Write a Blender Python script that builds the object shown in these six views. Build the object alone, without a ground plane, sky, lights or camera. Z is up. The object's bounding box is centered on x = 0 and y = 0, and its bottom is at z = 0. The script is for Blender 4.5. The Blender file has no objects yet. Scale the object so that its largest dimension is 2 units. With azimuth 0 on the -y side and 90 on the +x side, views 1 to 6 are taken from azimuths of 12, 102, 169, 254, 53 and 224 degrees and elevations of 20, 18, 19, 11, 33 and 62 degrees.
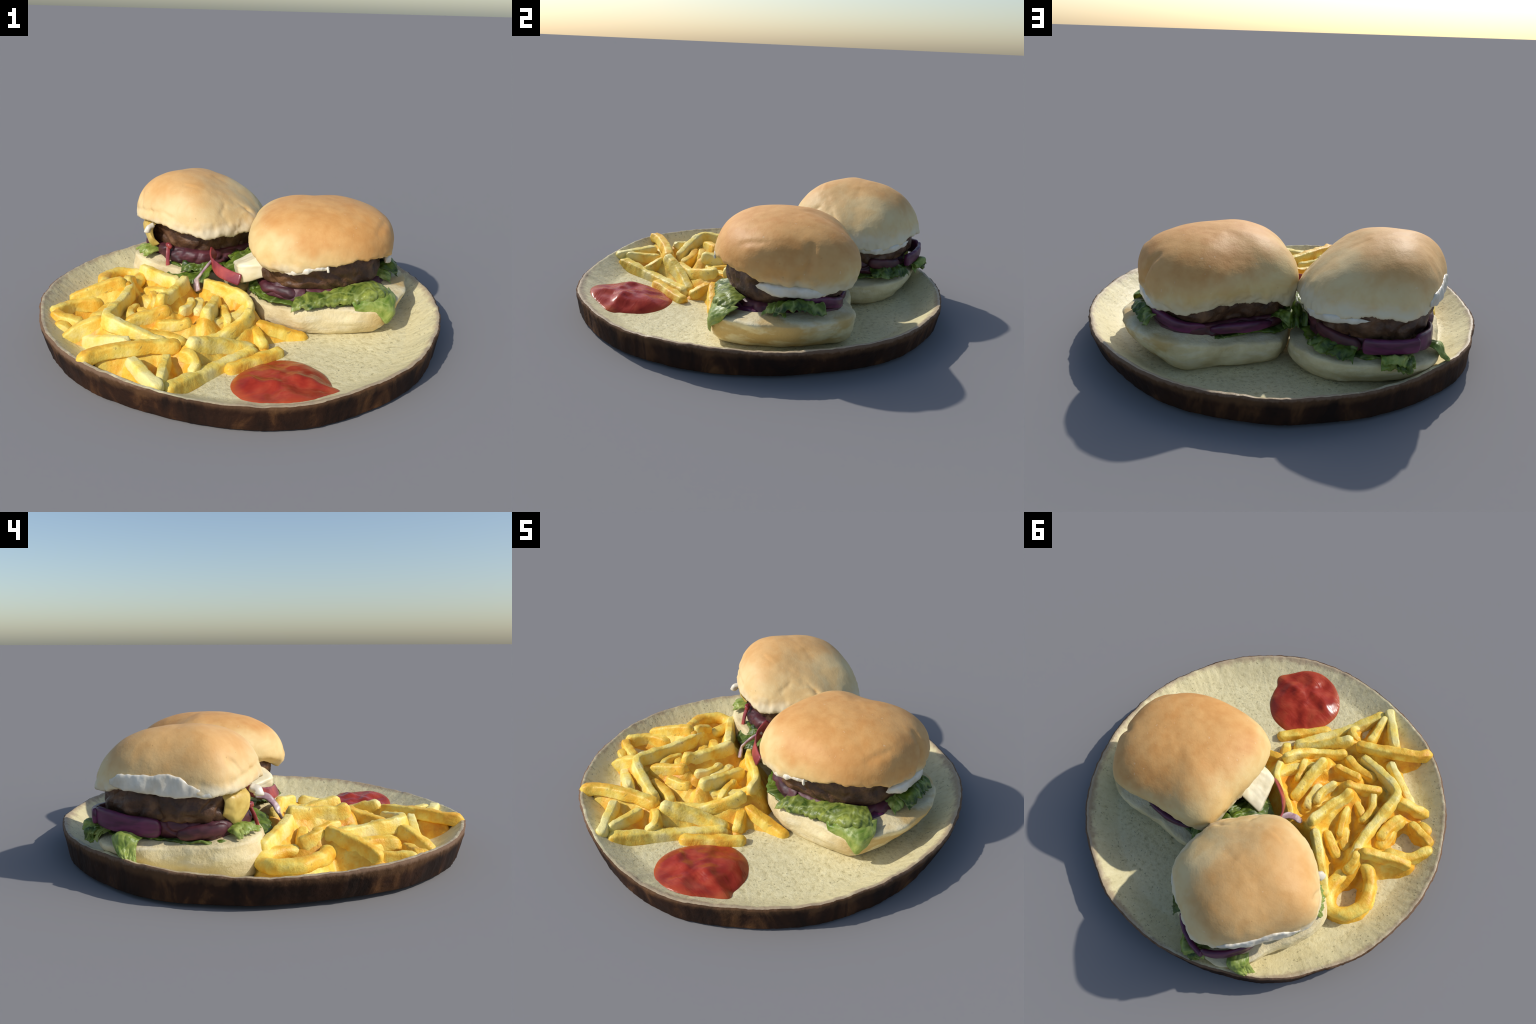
# Two beef burgers, a heap of french fries and a pool of ketchup on a rustic stoneware plate.
import bpy, math, random
import numpy as np
from mathutils import Vector

random.seed(7)
RNG = np.random.RandomState(11)

# ----------------------------------------------------------------------------- noise
PERM = np.random.RandomState(5).permutation(256)
GRAD = np.random.RandomState(6).normal(size=(256, 3))
GRAD /= np.linalg.norm(GRAD, axis=1)[:, None]


def noise(P, scale=1.0, seed=0):
    """Gradient noise, vectorised, about -0.7..0.7."""
    P = np.asarray(P, float) * scale + seed * 17.31
    i = np.floor(P).astype(int)
    f = P - i
    w = f * f * f * (f * (f * 6 - 15) + 10)
    out = 0
    for a in (0, 1):
        for b in (0, 1):
            for c in (0, 1):
                h = PERM[(PERM[(PERM[(i[..., 0] + a) & 255] + i[..., 1] + b) & 255] + i[..., 2] + c) & 255]
                g = GRAD[h]
                d = f - np.array([a, b, c])
                k = (w[..., 0] if a else 1 - w[..., 0]) * (w[..., 1] if b else 1 - w[..., 1]) * (w[..., 2] if c else 1 - w[..., 2])
                out = out + k * (g * d).sum(-1)
    return out


def fbm(P, scale, octaves=3, seed=0):
    return sum(noise(P, scale * 2**o, seed + o) / 2**o for o in range(octaves))


def smooth(x, lo, hi):
    t = np.clip((np.asarray(x, float) - lo) / (hi - lo), 0, 1)
    return t * t * (3 - 2 * t)


def around(table, phi, blur=5.0):
    """Periodic table {degrees: value} -> value at the angles phi (radians), gently smoothed."""
    k = sorted(table)
    deg = np.arange(720) / 2
    v = np.interp(deg, [k[-1] - 360] + k + [k[0] + 360], [table[k[-1]]] + [table[a] for a in k] + [table[k[0]]])
    d = (deg + 180) % 360 - 180
    g = np.exp(-0.5 * (d / blur) ** 2)
    v = np.real(np.fft.ifft(np.fft.fft(v) * np.fft.fft(g / g.sum())))
    return np.interp(np.degrees(phi) % 360, np.append(deg, 360), np.append(v, v[0]))


def evenly(values):
    n = len(values)
    return {i * 360 / n: v for i, v in enumerate(values)}


def spline(points, n):
    """Catmull-Rom through the points, n samples evenly along its length."""
    p = np.array(points, float)
    if len(p) == 2:
        return p[0] + (p[1] - p[0]) * np.linspace(0, 1, n)[:, None]
    q = np.vstack([2 * p[0] - p[1], p, 2 * p[-1] - p[-2]])
    out = []
    for i in range(len(p) - 1):
        f = np.linspace(0, 1, 24, endpoint=i == len(p) - 2)[:, None]
        a, b, c, d = q[i : i + 4]
        out.append(0.5 * (2 * b + (c - a) * f + (2 * a - 5 * b + 4 * c - d) * f**2 + (3 * b - a - 3 * c + d) * f**3))
    out = np.vstack(out)
    s = np.append(0, np.cumsum(np.linalg.norm(np.diff(out, axis=0), axis=1)))
    t = np.linspace(0, s[-1], n)
    return np.stack([np.interp(t, s, out[:, k]) for k in range(out.shape[1])], -1)


# ----------------------------------------------------------------------------- objects
def thing(name, label, category, at):
    o = bpy.data.objects.new(name, None)
    bpy.context.collection.objects.link(o)
    o.location = at
    o.empty_display_size = 0.1
    o["label"], o["category"] = label, category
    return o


def part(name, verts, faces, material, parent, origin=None, smooth_shade=True):
    verts = np.asarray(verts, float)
    origin = np.array(parent.location if origin is None else origin, float)
    me = bpy.data.meshes.new(name)
    me.from_pydata((verts - origin).tolist(), [], faces)
    me.validate()
    me.update()
    import bmesh
    bm = bmesh.new()
    bm.from_mesh(me)
    bmesh.ops.recalc_face_normals(bm, faces=bm.faces)
    bm.to_mesh(me)
    bm.free()
    me.polygons.foreach_set("use_smooth", [smooth_shade] * len(me.polygons))
    me.materials.append(material)
    o = bpy.data.objects.new(name, me)
    bpy.context.collection.objects.link(o)
    o.parent = parent
    o.location = Vector(origin) - parent.location
    return o


def grid_faces(nu, nv, wrap_u=False, wrap_v=False, base=0):
    f = []
    for i in range(nu if wrap_u else nu - 1):
        for j in range(nv if wrap_v else nv - 1):
            a, b = base + i * nv, base + (i + 1) % nu * nv
            f.append((a + j, b + j, b + (j + 1) % nv, a + (j + 1) % nv))
    return f


def loft(sections):
    """Closed body through sections [n, m, 3] (each a closed loop), with capped ends."""
    n, m = sections.shape[:2]
    v = sections.reshape(-1, 3)
    f = grid_faces(n, m, False, True)
    v = np.vstack([v, sections[0].mean(0), sections[-1].mean(0)])
    f += [(n * m, (k + 1) % m, k) for k in range(m)]
    f += [(n * m + 1, (n - 1) * m + k, (n - 1) * m + (k + 1) % m) for k in range(m)]
    return v, f


def revolve(P):
    """Body of rings P [angles, steps, 3]: closed round the angles, poles at both ends of the steps."""
    n, m = P.shape[:2]
    v = np.vstack([P[:, 1:-1].reshape(-1, 3), P[:, 0].mean(0), P[:, -1].mean(0)])
    m -= 2
    f = grid_faces(n, m, True, False)
    f += [(n * m, i * m, (i + 1) % n * m) for i in range(n)]
    f += [(n * m + 1, (i + 1) % n * m + m - 1, i * m + m - 1) for i in range(n)]
    return v, f


def sheet(G, thick):
    """Sheet G [nu, nv, 3] given real thickness along its normals, with closed edges."""
    nu, nv = G.shape[:2]
    n = np.cross(np.gradient(G, axis=0), np.gradient(G, axis=1))
    n /= np.linalg.norm(n, axis=-1, keepdims=True) + 1e-9
    u, v = np.meshgrid(np.linspace(-1, 1, nu), np.linspace(-1, 1, nv), indexing="ij")
    edge = np.sqrt(np.clip(1 - np.maximum(abs(u), abs(v)) ** 8, 0.06, 1))[..., None]
    V = np.vstack([(G + n * thick / 2 * edge).reshape(-1, 3), (G - n * thick / 2 * edge).reshape(-1, 3)])
    f = grid_faces(nu, nv)
    k = nu * nv
    f = f + [tuple(k + i for i in reversed(q)) for q in f]
    rim = [i * nv for i in range(nu)] + [(nu - 1) * nv + j for j in range(1, nv)] + [i * nv + nv - 1 for i in range(nu - 2, -1, -1)] + list(range(nv - 2, 0, -1))
    for a, b in zip(rim, rim[1:] + rim[:1]):
        f.append((a, b, k + b, k + a))
    return V, f


def patch(ctrl, nu, nv, ruffle=0.0, waves=3.0, seed=0, rough=0.0):
    """Smooth sheet through rows of control points, with ruffles growing toward the last column."""
    rows = np.stack([spline(r, nv) for r in ctrl])
    G = np.stack([spline(rows[:, j], nu) for j in range(nv)], 1)
    n = np.cross(np.gradient(G, axis=0), np.gradient(G, axis=1))
    n /= np.linalg.norm(n, axis=-1, keepdims=True) + 1e-9
    u, v = np.meshgrid(np.linspace(0, 1, nu), np.linspace(0, 1, nv), indexing="ij")
    Q = np.stack([u * waves * 1.8 + v * 0.8, v * 2.6, 0 * u], -1)
    d = ruffle * (0.25 + v) * 1.7 * (noise(Q, 1.0, seed) + 0.5 * noise(Q, 2.3, seed + 4)) + rough * fbm(G, 22, 3, seed)
    if ruffle > 0.007:
        ragged = 0.03 * (noise(Q * [1, 0, 0], 2.0, seed + 7) + 0.6 * noise(Q * [1, 0, 0], 5.1, seed + 8))
        G = G + (np.gradient(G, axis=1) * nv * (ragged * v**3 * 4)[..., None])
    return G + n * d[..., None]


def rounded_loop(half_w, half_h, m=16, power=3.5):
    a = np.arange(m) / m * 2 * np.pi
    c, s = np.cos(a), np.sin(a)
    return np.sign(c) * abs(c) ** (2 / power) * half_w, np.sign(s) * abs(s) ** (2 / power) * half_h


def ribbon(points, width, height, n=40, up=(0, 0, 1), m=16, wobble=0.0, seed=0, taper=0.6, twist=None, flare=1.0, power=3.5, tip=0.35):
    """Bar of rounded box section along a spline; width sideways, height along up."""
    C = spline(points, n)
    T = np.gradient(C, axis=0)
    T /= np.linalg.norm(T, axis=1)[:, None]
    U = np.broadcast_to(np.array(up, float), T.shape)
    S = np.cross(T, U)
    S /= np.linalg.norm(S, axis=1)[:, None] + 1e-9
    U = np.cross(S, T)
    if twist is not None:
        a = np.radians(np.interp(np.linspace(0, 1, n), np.linspace(0, 1, len(twist)), twist))[:, None]
        S, U = S * np.cos(a) + U * np.sin(a), U * np.cos(a) - S * np.sin(a)
    x, y = rounded_loop(width / 2, height / 2, m, power)
    wide = 1 + (flare - 1) * (0.5 - y / height)
    t = np.linspace(0, 1, n)
    e = np.minimum(t, 1 - t) * np.linalg.norm(np.diff(C, axis=0), axis=1).sum() / (tip * width)
    k = taper + (1 - taper) * np.sqrt(np.clip(1 - (1 - np.clip(e, 0, 1)) ** 2, 0, 1))
    P = C[:, None] + S[:, None] * (x * wide)[None, :, None] * k[:, None, None] + U[:, None] * y[None, :, None] * k[:, None, None]
    if wobble:
        d = P - C[:, None]
        P = P + d / (np.linalg.norm(d, axis=-1, keepdims=True) + 1e-6) * (wobble * (fbm(P, 13, 2, seed) + 0.55 * fbm(P, 45, 2, seed)))[..., None]
    return loft(P)


def band(c, lo, hi, ring, n=60, m=14, wobble=0.0, scale=18, seed=0, ends=0.25):
    """Body swept round a burger axis c from angle lo to hi (degrees); ring(phi) gives r, z, half depth, half height."""
    deg = np.linspace(lo, hi, n)
    phi = np.radians(deg)
    r, z, hw, hh = [np.broadcast_to(q, phi.shape) for q in ring(phi)]
    t = np.linspace(0, 1, n)
    k = np.sqrt(np.clip(1 - (1 - np.clip(np.minimum(t, 1 - t) / max(ends, 1e-3), 0, 1)) ** 2, 0.02, 1))
    x, y = rounded_loop(1, 1, m, 3.2)
    rr = r[:, None] + hw[:, None] * k[:, None] * x
    zz = z[:, None] + hh[:, None] * k[:, None] * y
    P = np.stack([c[0] + rr * np.cos(phi)[:, None], c[1] + rr * np.sin(phi)[:, None], zz], -1)
    if wobble:
        d = fbm(P, scale, 3, seed) * wobble
        P = P + np.stack([np.cos(phi)[:, None] * x, np.sin(phi)[:, None] * x, np.broadcast_to(y, d.shape)], -1) * d[..., None]
    return loft(P)


# ----------------------------------------------------------------------------- materials
class Mat:
    def __init__(self, name, rough=0.6, **inputs):
        self.m = bpy.data.materials.new(name)
        self.m.use_nodes = True
        self.t = self.m.node_tree
        self.b = self.t.nodes["Principled BSDF"]
        self.b.inputs["Roughness"].default_value = rough
        for k, v in inputs.items():
            self.b.inputs[k.replace("_", " ")].default_value = v
        self.co = self.node("ShaderNodeTexCoord").outputs["Object"]

    def node(self, kind, **props):
        n = self.t.nodes.new(kind)
        for k, v in props.items():
            setattr(n, k, v)
        return n

    def put(self, socket, v):
        if hasattr(v, "node"):
            self.t.links.new(v, socket)
        else:
            socket.default_value = v

    def math(self, op, a, b=0.0, c=0.0):
        n = self.node("ShaderNodeMath", operation=op)
        for s, v in zip(n.inputs, (a, b, c)):
            self.put(s, v)
        return n.outputs[0]

    def map(self, scale=(1, 1, 1), loc=(0, 0, 0), source=None):
        n = self.node("ShaderNodeMapping")
        self.put(n.inputs["Vector"], source or self.co)
        n.inputs["Scale"].default_value = scale
        n.inputs["Location"].default_value = loc
        return n.outputs[0]

    def noise(self, scale, detail=4, rough=0.55, co=None, distort=0.0):
        n = self.node("ShaderNodeTexNoise")
        self.put(n.inputs["Vector"], co or self.co)
        n.inputs["Scale"].default_value = scale
        n.inputs["Detail"].default_value = detail
        n.inputs["Roughness"].default_value = rough
        n.inputs["Distortion"].default_value = distort
        return n.outputs["Fac"]

    def spots(self, scale, co=None):
        n = self.node("ShaderNodeTexVoronoi")
        self.put(n.inputs["Vector"], co or self.co)
        n.inputs["Scale"].default_value = scale
        return n.outputs["Distance"]

    def step(self, x, lo, hi):
        n = self.node("ShaderNodeMapRange", interpolation_type="SMOOTHSTEP")
        self.put(n.inputs["Value"], x)
        n.inputs["From Min"].default_value = lo
        n.inputs["From Max"].default_value = hi
        return n.outputs["Result"]

    def axis(self, co=None):
        n = self.node("ShaderNodeSeparateXYZ")
        self.put(n.inputs[0], co or self.co)
        return n.outputs

    def mix(self, fac, a, b, kind="MIX"):
        n = self.node("ShaderNodeMix", data_type="RGBA", blend_type=kind)
        self.put(n.inputs[0], fac)
        for s, v in ((n.inputs[6], a), (n.inputs[7], b)):
            self.put(s, v if hasattr(v, "node") else (*v, 1.0))
        return n.outputs[2]

    def ramp(self, fac, *stops):
        n = self.node("ShaderNodeValToRGB")
        self.put(n.inputs[0], fac)
        e = n.color_ramp.elements
        while len(e) < len(stops):
            e.new(0.5)
        for k, (p, c) in zip(e, stops):
            k.position, k.color = p, (*c, 1.0)
        return n.outputs[0]

    def done(self, color, bump=None, strength=0.3, dist=0.01, rough=None):
        self.put(self.b.inputs["Base Color"], color if hasattr(color, "node") else (*color, 1.0))
        if rough is not None:
            self.put(self.b.inputs["Roughness"], rough)
        if bump is not None:
            n = self.node("ShaderNodeBump")
            n.inputs["Strength"].default_value = strength
            n.inputs["Distance"].default_value = dist
            self.put(n.inputs["Height"], bump)
            self.t.links.new(n.outputs[0], self.b.inputs["Normal"])
        return self.m


def glaze_material():
    k = Mat("speckled_cream_glaze", 0.5)
    x, y, z = k.axis()
    r = k.math("SQRT", k.math("ADD", k.math("MULTIPLY", x, x), k.math("MULTIPLY", y, y)))
    ang = k.math("ARCTAN2", y, x)
    polar = k.node("ShaderNodeCombineXYZ")
    for s, v in zip(polar.inputs, (k.math("MULTIPLY", ang, 1.0), k.math("MULTIPLY", r, 0.5), 0.0)):
        k.put(s, v)
    streak = k.noise(30, 4, 0.6, polar.outputs[0])
    grain = k.noise(42, 5, 0.6)
    near = k.math("MULTIPLY", k.step(r, 0.74, 0.95), 0.5)
    tex = k.math("ADD", k.math("MULTIPLY", grain, k.math("SUBTRACT", 1.0, near)), k.math("MULTIPLY", streak, near))
    col = k.ramp(tex, (0.3, (0.52, 0.445, 0.225)), (0.45, (0.745, 0.655, 0.365)), (0.68, (0.82, 0.74, 0.45)))
    cloud = k.noise(3.2, 3)
    col = k.mix(k.math("MULTIPLY", k.step(cloud, 0.45, 0.7), 0.25), col, (0.57, 0.51, 0.31))
    dots = k.math("MULTIPLY", k.step(k.noise(75, 2), 0.605, 0.69), k.step(k.noise(9, 2), 0.36, 0.56))
    col = k.mix(k.math("MULTIPLY", dots, 0.65), col, (0.22, 0.19, 0.09))
    worn = k.step(k.math("ADD", r, k.math("MULTIPLY", k.noise(24, 4), 0.06)), 0.985, 1.02)
    col = k.mix(k.math("MULTIPLY", worn, 0.8), col, (0.36, 0.25, 0.16))
    return k.done(col, tex, 0.5, 0.012)


def clay_material():
    k = Mat("burnt_brown_clay", 0.75, Specular_IOR_Level=0.2)
    x, y, z = k.axis()
    streak = k.noise(5.5, 5, 0.6, k.map((1, 1, 0.4)), 0.8)
    fine = k.noise(45, 4)
    col = k.ramp(streak, (0.38, (0.015, 0.007, 0.004)), (0.55, (0.036, 0.014, 0.006)), (0.72, (0.14, 0.060, 0.020)))
    top = k.step(k.math("ADD", z, k.math("MULTIPLY", k.math("SUBTRACT", streak, 0.5), 0.10)), 0.092, 0.128)
    col = k.mix(k.math("MULTIPLY", top, 0.65), col, (0.125, 0.062, 0.026))
    edge = k.step(k.math("ADD", z, k.math("MULTIPLY", k.math("SUBTRACT", fine, 0.5), 0.03)), 0.128, 0.142)
    col = k.mix(k.math("MULTIPLY", edge, 0.55), col, (0.24, 0.15, 0.095))
    return k.done(col, k.math("ADD", streak, k.math("MULTIPLY", fine, 0.5)), 0.5, 0.015)


def bun_material(name, lean, lo, hi, tan, pale, crust, crumb_lo, crumb_hi):
    """Baked crust on top, paler crumb lower down; lean tilts the border of the crust sideways."""
    k = Mat(name, 0.55, Specular_IOR_Level=0.3)
    x, y, z = k.axis()
    h = k.math("ADD", z, k.math("ADD", k.math("MULTIPLY", x, lean[0]), k.math("MULTIPLY", y, lean[1])))
    n = k.noise(4.5, 4, 0.6)
    h = k.math("ADD", h, k.math("MULTIPLY", k.math("SUBTRACT", n, 0.5), 0.26))
    mask = k.step(h, lo, hi)
    tone = k.mix(k.step(k.math("ADD", k.math("MULTIPLY", k.noise(5, 5, 0.6), 0.6), k.math("MULTIPLY", k.noise(19, 4, 0.6), 0.4)), 0.34, 0.70), tan, crust)
    pale = k.mix(k.step(k.noise(7, 5, 0.65, distort=0.5), 0.38, 0.66), pale, tuple(a * b for a, b in zip(pale, (0.95, 0.86, 0.76))))
    col = k.mix(mask, pale, tone)
    torn = k.math("ADD", z, k.math("MULTIPLY", k.math("SUBTRACT", k.noise(11, 4), 0.5), 0.11))
    bare = k.math("MAXIMUM", k.step(torn, crumb_lo, crumb_hi), mask)
    col = k.mix(bare, (0.77, 0.67, 0.46), col)
    fleck = k.step(k.noise(38, 2), 0.70, 0.76)
    col = k.mix(k.math("MULTIPLY", fleck, 0.35), col, (0.82, 0.66, 0.42))
    dark = k.step(k.noise(46, 2, co=k.map((1, 1, 1), (3, 5, 7))), 0.73, 0.77)
    col = k.mix(k.math("MULTIPLY", dark, 0.4), col, (0.35, 0.2, 0.08))
    fine = k.math("ADD", k.noise(30, 5), k.math("MULTIPLY", k.noise(110, 2), 0.3))
    return k.done(col, fine, 0.3, 0.006)


def crumb_material(name, a=(0.56, 0.44, 0.22), b=(0.77, 0.655, 0.385), toast=(0.55, 0.36, 0.12), toast_at=None):
    k = Mat(name, 0.7)
    x, y, z = k.axis()
    n = k.noise(6, 5, 0.6)
    col = k.ramp(n, (0.32, a), (0.6, b))
    layered = k.noise(9, 4, 0.6, k.map((1, 1, 4)))
    col = k.mix(k.math("MULTIPLY", k.step(layered, 0.5, 0.68), 0.5), col, (0.75, 0.67, 0.48))
    if toast_at:
        side = k.math("ADD", k.math("MULTIPLY", x, toast_at[0]), k.math("MULTIPLY", y, toast_at[1]))
        m = k.math("MULTIPLY", k.step(side, toast_at[2], toast_at[3]), k.step(k.noise(7, 3, co=k.map((1, 1, 2))), 0.42, 0.58))
        col = k.mix(k.math("MULTIPLY", m, 0.8), col, toast)
    return k.done(col, k.math("ADD", k.noise(24, 5), k.noise(70, 3)), 0.35, 0.01)


def simple_material(name, stops, scale, rough=0.6, detail=5, bump=0.3, stretch=(1, 1, 1), spec=None, **inputs):
    k = Mat(name, rough, **inputs)
    n = k.noise(scale, detail, 0.6, k.map(stretch), 0.3)
    return k.done(k.ramp(n, *stops), k.noise(scale * 3, 5), bump, 0.01)


def leaf_material(name, dark, light):
    k = Mat(name, 0.38)
    n = k.noise(13, 5, 0.65, distort=0.8)
    vein = k.step(k.math("ABSOLUTE", k.math("SUBTRACT", k.noise(7, 2), 0.5)), 0.0, 0.035)
    col = k.ramp(n, (0.34, dark), (0.66, light))
    col = k.mix(k.math("MULTIPLY", k.math("SUBTRACT", 1.0, vein), 0.5), col, (0.42, 0.5, 0.16))
    m = k.done(col, n, 0.5, 0.01)
    t = k.node("ShaderNodeBsdfTranslucent")
    k.put(t.inputs[0], col)
    mixer = k.node("ShaderNodeMixShader")
    mixer.inputs[0].default_value = 0.25
    k.t.links.new(k.b.outputs[0], mixer.inputs[1])
    k.t.links.new(t.outputs[0], mixer.inputs[2])
    k.t.links.new(mixer.outputs[0], k.t.nodes["Material Output"].inputs[0])
    return m


def fry_material(name="golden_fried_potato", warm=0.0):
    k = Mat(name, 0.5)
    rnd = k.node("ShaderNodeObjectInfo").outputs["Random"]
    n = k.noise(9, 4, 0.6)
    v = k.math("ADD", n, k.math("MULTIPLY", k.math("SUBTRACT", rnd, 0.5), 0.22 if not warm else 0.0))
    v = k.math("SUBTRACT", v, warm)
    col = k.ramp(v, (0.20, (0.72, 0.30, 0.015)), (0.36, (0.83, 0.47, 0.04)), (0.50, (0.87, 0.65, 0.12)), (0.68, (0.87, 0.75, 0.30)))
    brown = k.step(k.noise(34, 3), 0.66, 0.74)
    col = k.mix(k.math("MULTIPLY", brown, 0.55), col, (0.26, 0.13, 0.03))
    return k.done(col, k.math("ADD", k.noise(28, 5), k.noise(80, 2)), 0.3, 0.008)


def ketchup_material():
    k = Mat("glossy_ketchup", 0.27, Specular_IOR_Level=0.3)
    n = k.noise(7, 4, 0.6, distort=0.6)
    col = k.ramp(n, (0.3, (0.24, 0.015, 0.007)), (0.5, (0.37, 0.036, 0.016)), (0.7, (0.45, 0.075, 0.032)))
    rx, ry, rz = k.axis()
    rim = k.math("SQRT", k.math("ADD", k.math("MULTIPLY", rx, rx), k.math("MULTIPLY", ry, ry)))
    thin = k.step(k.math("ADD", rim, k.math("MULTIPLY", k.noise(5, 2), 0.05)), 0.205, 0.25)
    col = k.mix(k.math("MULTIPLY", thin, 0.5), col, (0.52, 0.12, 0.035))
    return k.done(col, k.noise(9, 2, co=k.map((1, 2.2, 1)), distort=1.0), 0.2, 0.02)


# ----------------------------------------------------------------------------- plate
RIM_R = evenly([0.995, 0.997, 0.995, 0.998, 1.003, 1.002, 1.0, 0.994, 0.994, 0.987, 0.983, 0.97, 0.975, 0.983, 0.99, 0.987, 0.992, 0.994, 0.993, 0.996, 0.998, 0.988, 0.986, 0.986, 0.986, 0.976, 0.966, 0.971, 0.99, 1.0, 1.008, 0.997, 1.003, 0.999, 0.996, 0.991])
RIM_Z = evenly([0.149, 0.148, 0.147, 0.148, 0.152, 0.149, 0.143, 0.141, 0.145, 0.146, 0.144, 0.144, 0.148, 0.152, 0.145, 0.138, 0.137, 0.141, 0.146, 0.153, 0.156, 0.151, 0.151, 0.155, 0.157, 0.152, 0.139, 0.129, 0.123, 0.117, 0.119, 0.128, 0.131, 0.129, 0.13, 0.143])
FOOT = {0: 0.975, 15: 0.955, 32: 0.945, 50: 0.97, 75: 0.98, 92: 0.975, 106: 0.985, 123: 0.995, 145: 0.99, 165: 0.955, 187: 0.94, 203: 0.965, 227: 0.97, 252: 0.965, 278: 0.975, 295: 0.985, 320: 0.985, 340: 0.99}


def dish(r, phi=0.0):
    """Height of the eating surface at radius r."""
    r = np.asarray(r, float)
    well = np.exp(-(((np.degrees(phi) + 22 + 180) % 360 - 180) / 30) ** 2)
    return 0.021 + 0.032 * np.clip(r / 0.82, 0, 1.2) ** 2.5 - 0.018 * well * smooth(r, 0.5, 0.75)


def plate_height(x, y):
    r = np.hypot(x, y)
    phi = np.arctan2(y, x)
    R, Z = around(RIM_R, phi, 4), around(RIM_Z, phi, 4)
    u = r / R
    inner = dish(r, phi)
    return inner + (Z - inner) * np.clip((u - 0.84) / 0.145, 0, 1) ** 1.5


def build_plate():
    t = thing("stoneware_plate", "round speckled cream stoneware plate with burnt brown edge", "plate", (0, 0, 0))
    n = 540
    phi = np.arange(n) / n * 2 * np.pi
    R, Z, F = around(RIM_R, phi, 4) * (1.001 + 0.007 * np.sin(phi) ** 2), around(RIM_Z, phi, 4), around(FOOT, phi, 6) + 0.004
    c, s = np.cos(phi), np.sin(phi)
    circle = np.stack([c, s, 0 * c], -1)
    R = R + 0.009 * noise(circle, 4.5, 7) + 0.005 * noise(circle, 13, 1) + 0.004 * noise(circle, 60, 2)
    Z = Z + 0.006 * noise(circle, 16, 3) + 0.003 * noise(circle, 50, 4)
    us = np.concatenate([np.linspace(0, 0.8, 60), np.linspace(0.81, 0.985, 34)])
    top = []
    for u in us:
        P = np.stack([u * R * c, u * R * s, 0 * c], -1)
        P[:, 2] = dish(u * R, phi) + (Z - dish(u * R, phi)) * np.clip((u - 0.84) / 0.145, 0, 1) ** 1.5
        P[:, 2] += (0.002 * fbm(P, 9, 3, 8)) * min(1, u * 3)
        if u > 0.84:
            P[:, 2] += 0.006 * noise(P, 7, 9) * (u - 0.84) / 0.145
        top.append(P)
    edge = top[-1].copy()
    edge[:, :2] = circle[:, :2] * (R * 0.995)[:, None]
    edge[:, 2] = Z - 0.002
    top.append(edge)
    V, f = [], []
    P = np.stack(top, 1)
    m = P.shape[1] - 1
    V = np.vstack([P[:, 1:].reshape(-1, 3), [[0, 0, dish(0)]]])
    f = grid_faces(n, m, True) + [(n * m, i * m, (i + 1) % n * m) for i in range(n)]
    part("glazed_face", V, f, glaze_material(), t)
    wall = [edge]
    base = around({0: 0.012, 40: 0.014, 70: 0.016, 110: 0.012, 150: 0.015, 180: 0.021, 205: 0.018, 235: 0.010, 270: 0.008, 300: 0.005, 330: 0.012}, phi, 10)
    for k, (a, zf) in enumerate([(0.0, 0.965), (0.03, 0.90), (0.08, 0.80), (0.2, 0.65), (0.36, 0.5), (0.55, 0.34), (0.76, 0.17), (0.93, 0.05), (1.0, 0.015), (1.06, 0.0)]):
        rr = R * (1 - a) + R * F * a + 0.003 * (k < 3)
        P = np.stack([rr * c, rr * s, base + (Z - 0.002 - base) * zf], -1)
        d = 0.006 * fbm(P * [1, 1, 0.35], 9, 3, 12) + (0.004 * noise(P, 60, 5) if k < 3 else 0)
        P[:, 0] += c * d * (a < 1)
        P[:, 1] += s * d * (a < 1)
        wall.append(P)
    for u in (0.8, 0.5):
        wall.append(np.stack([u * R * c, u * R * s, 0.012 + (base - 0.012) * u - 0.002], -1))
    W = np.stack(wall, 1)
    m = W.shape[1]
    V = np.vstack([W.reshape(-1, 3), [[0, 0, 0.008]]])
    f = grid_faces(n, m, True) + [(n * m, (i + 1) % n * m + m - 1, i * m + m - 1) for i in range(n)]
    part("clay_wall", V, f, clay_material(), t)
    return t


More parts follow.
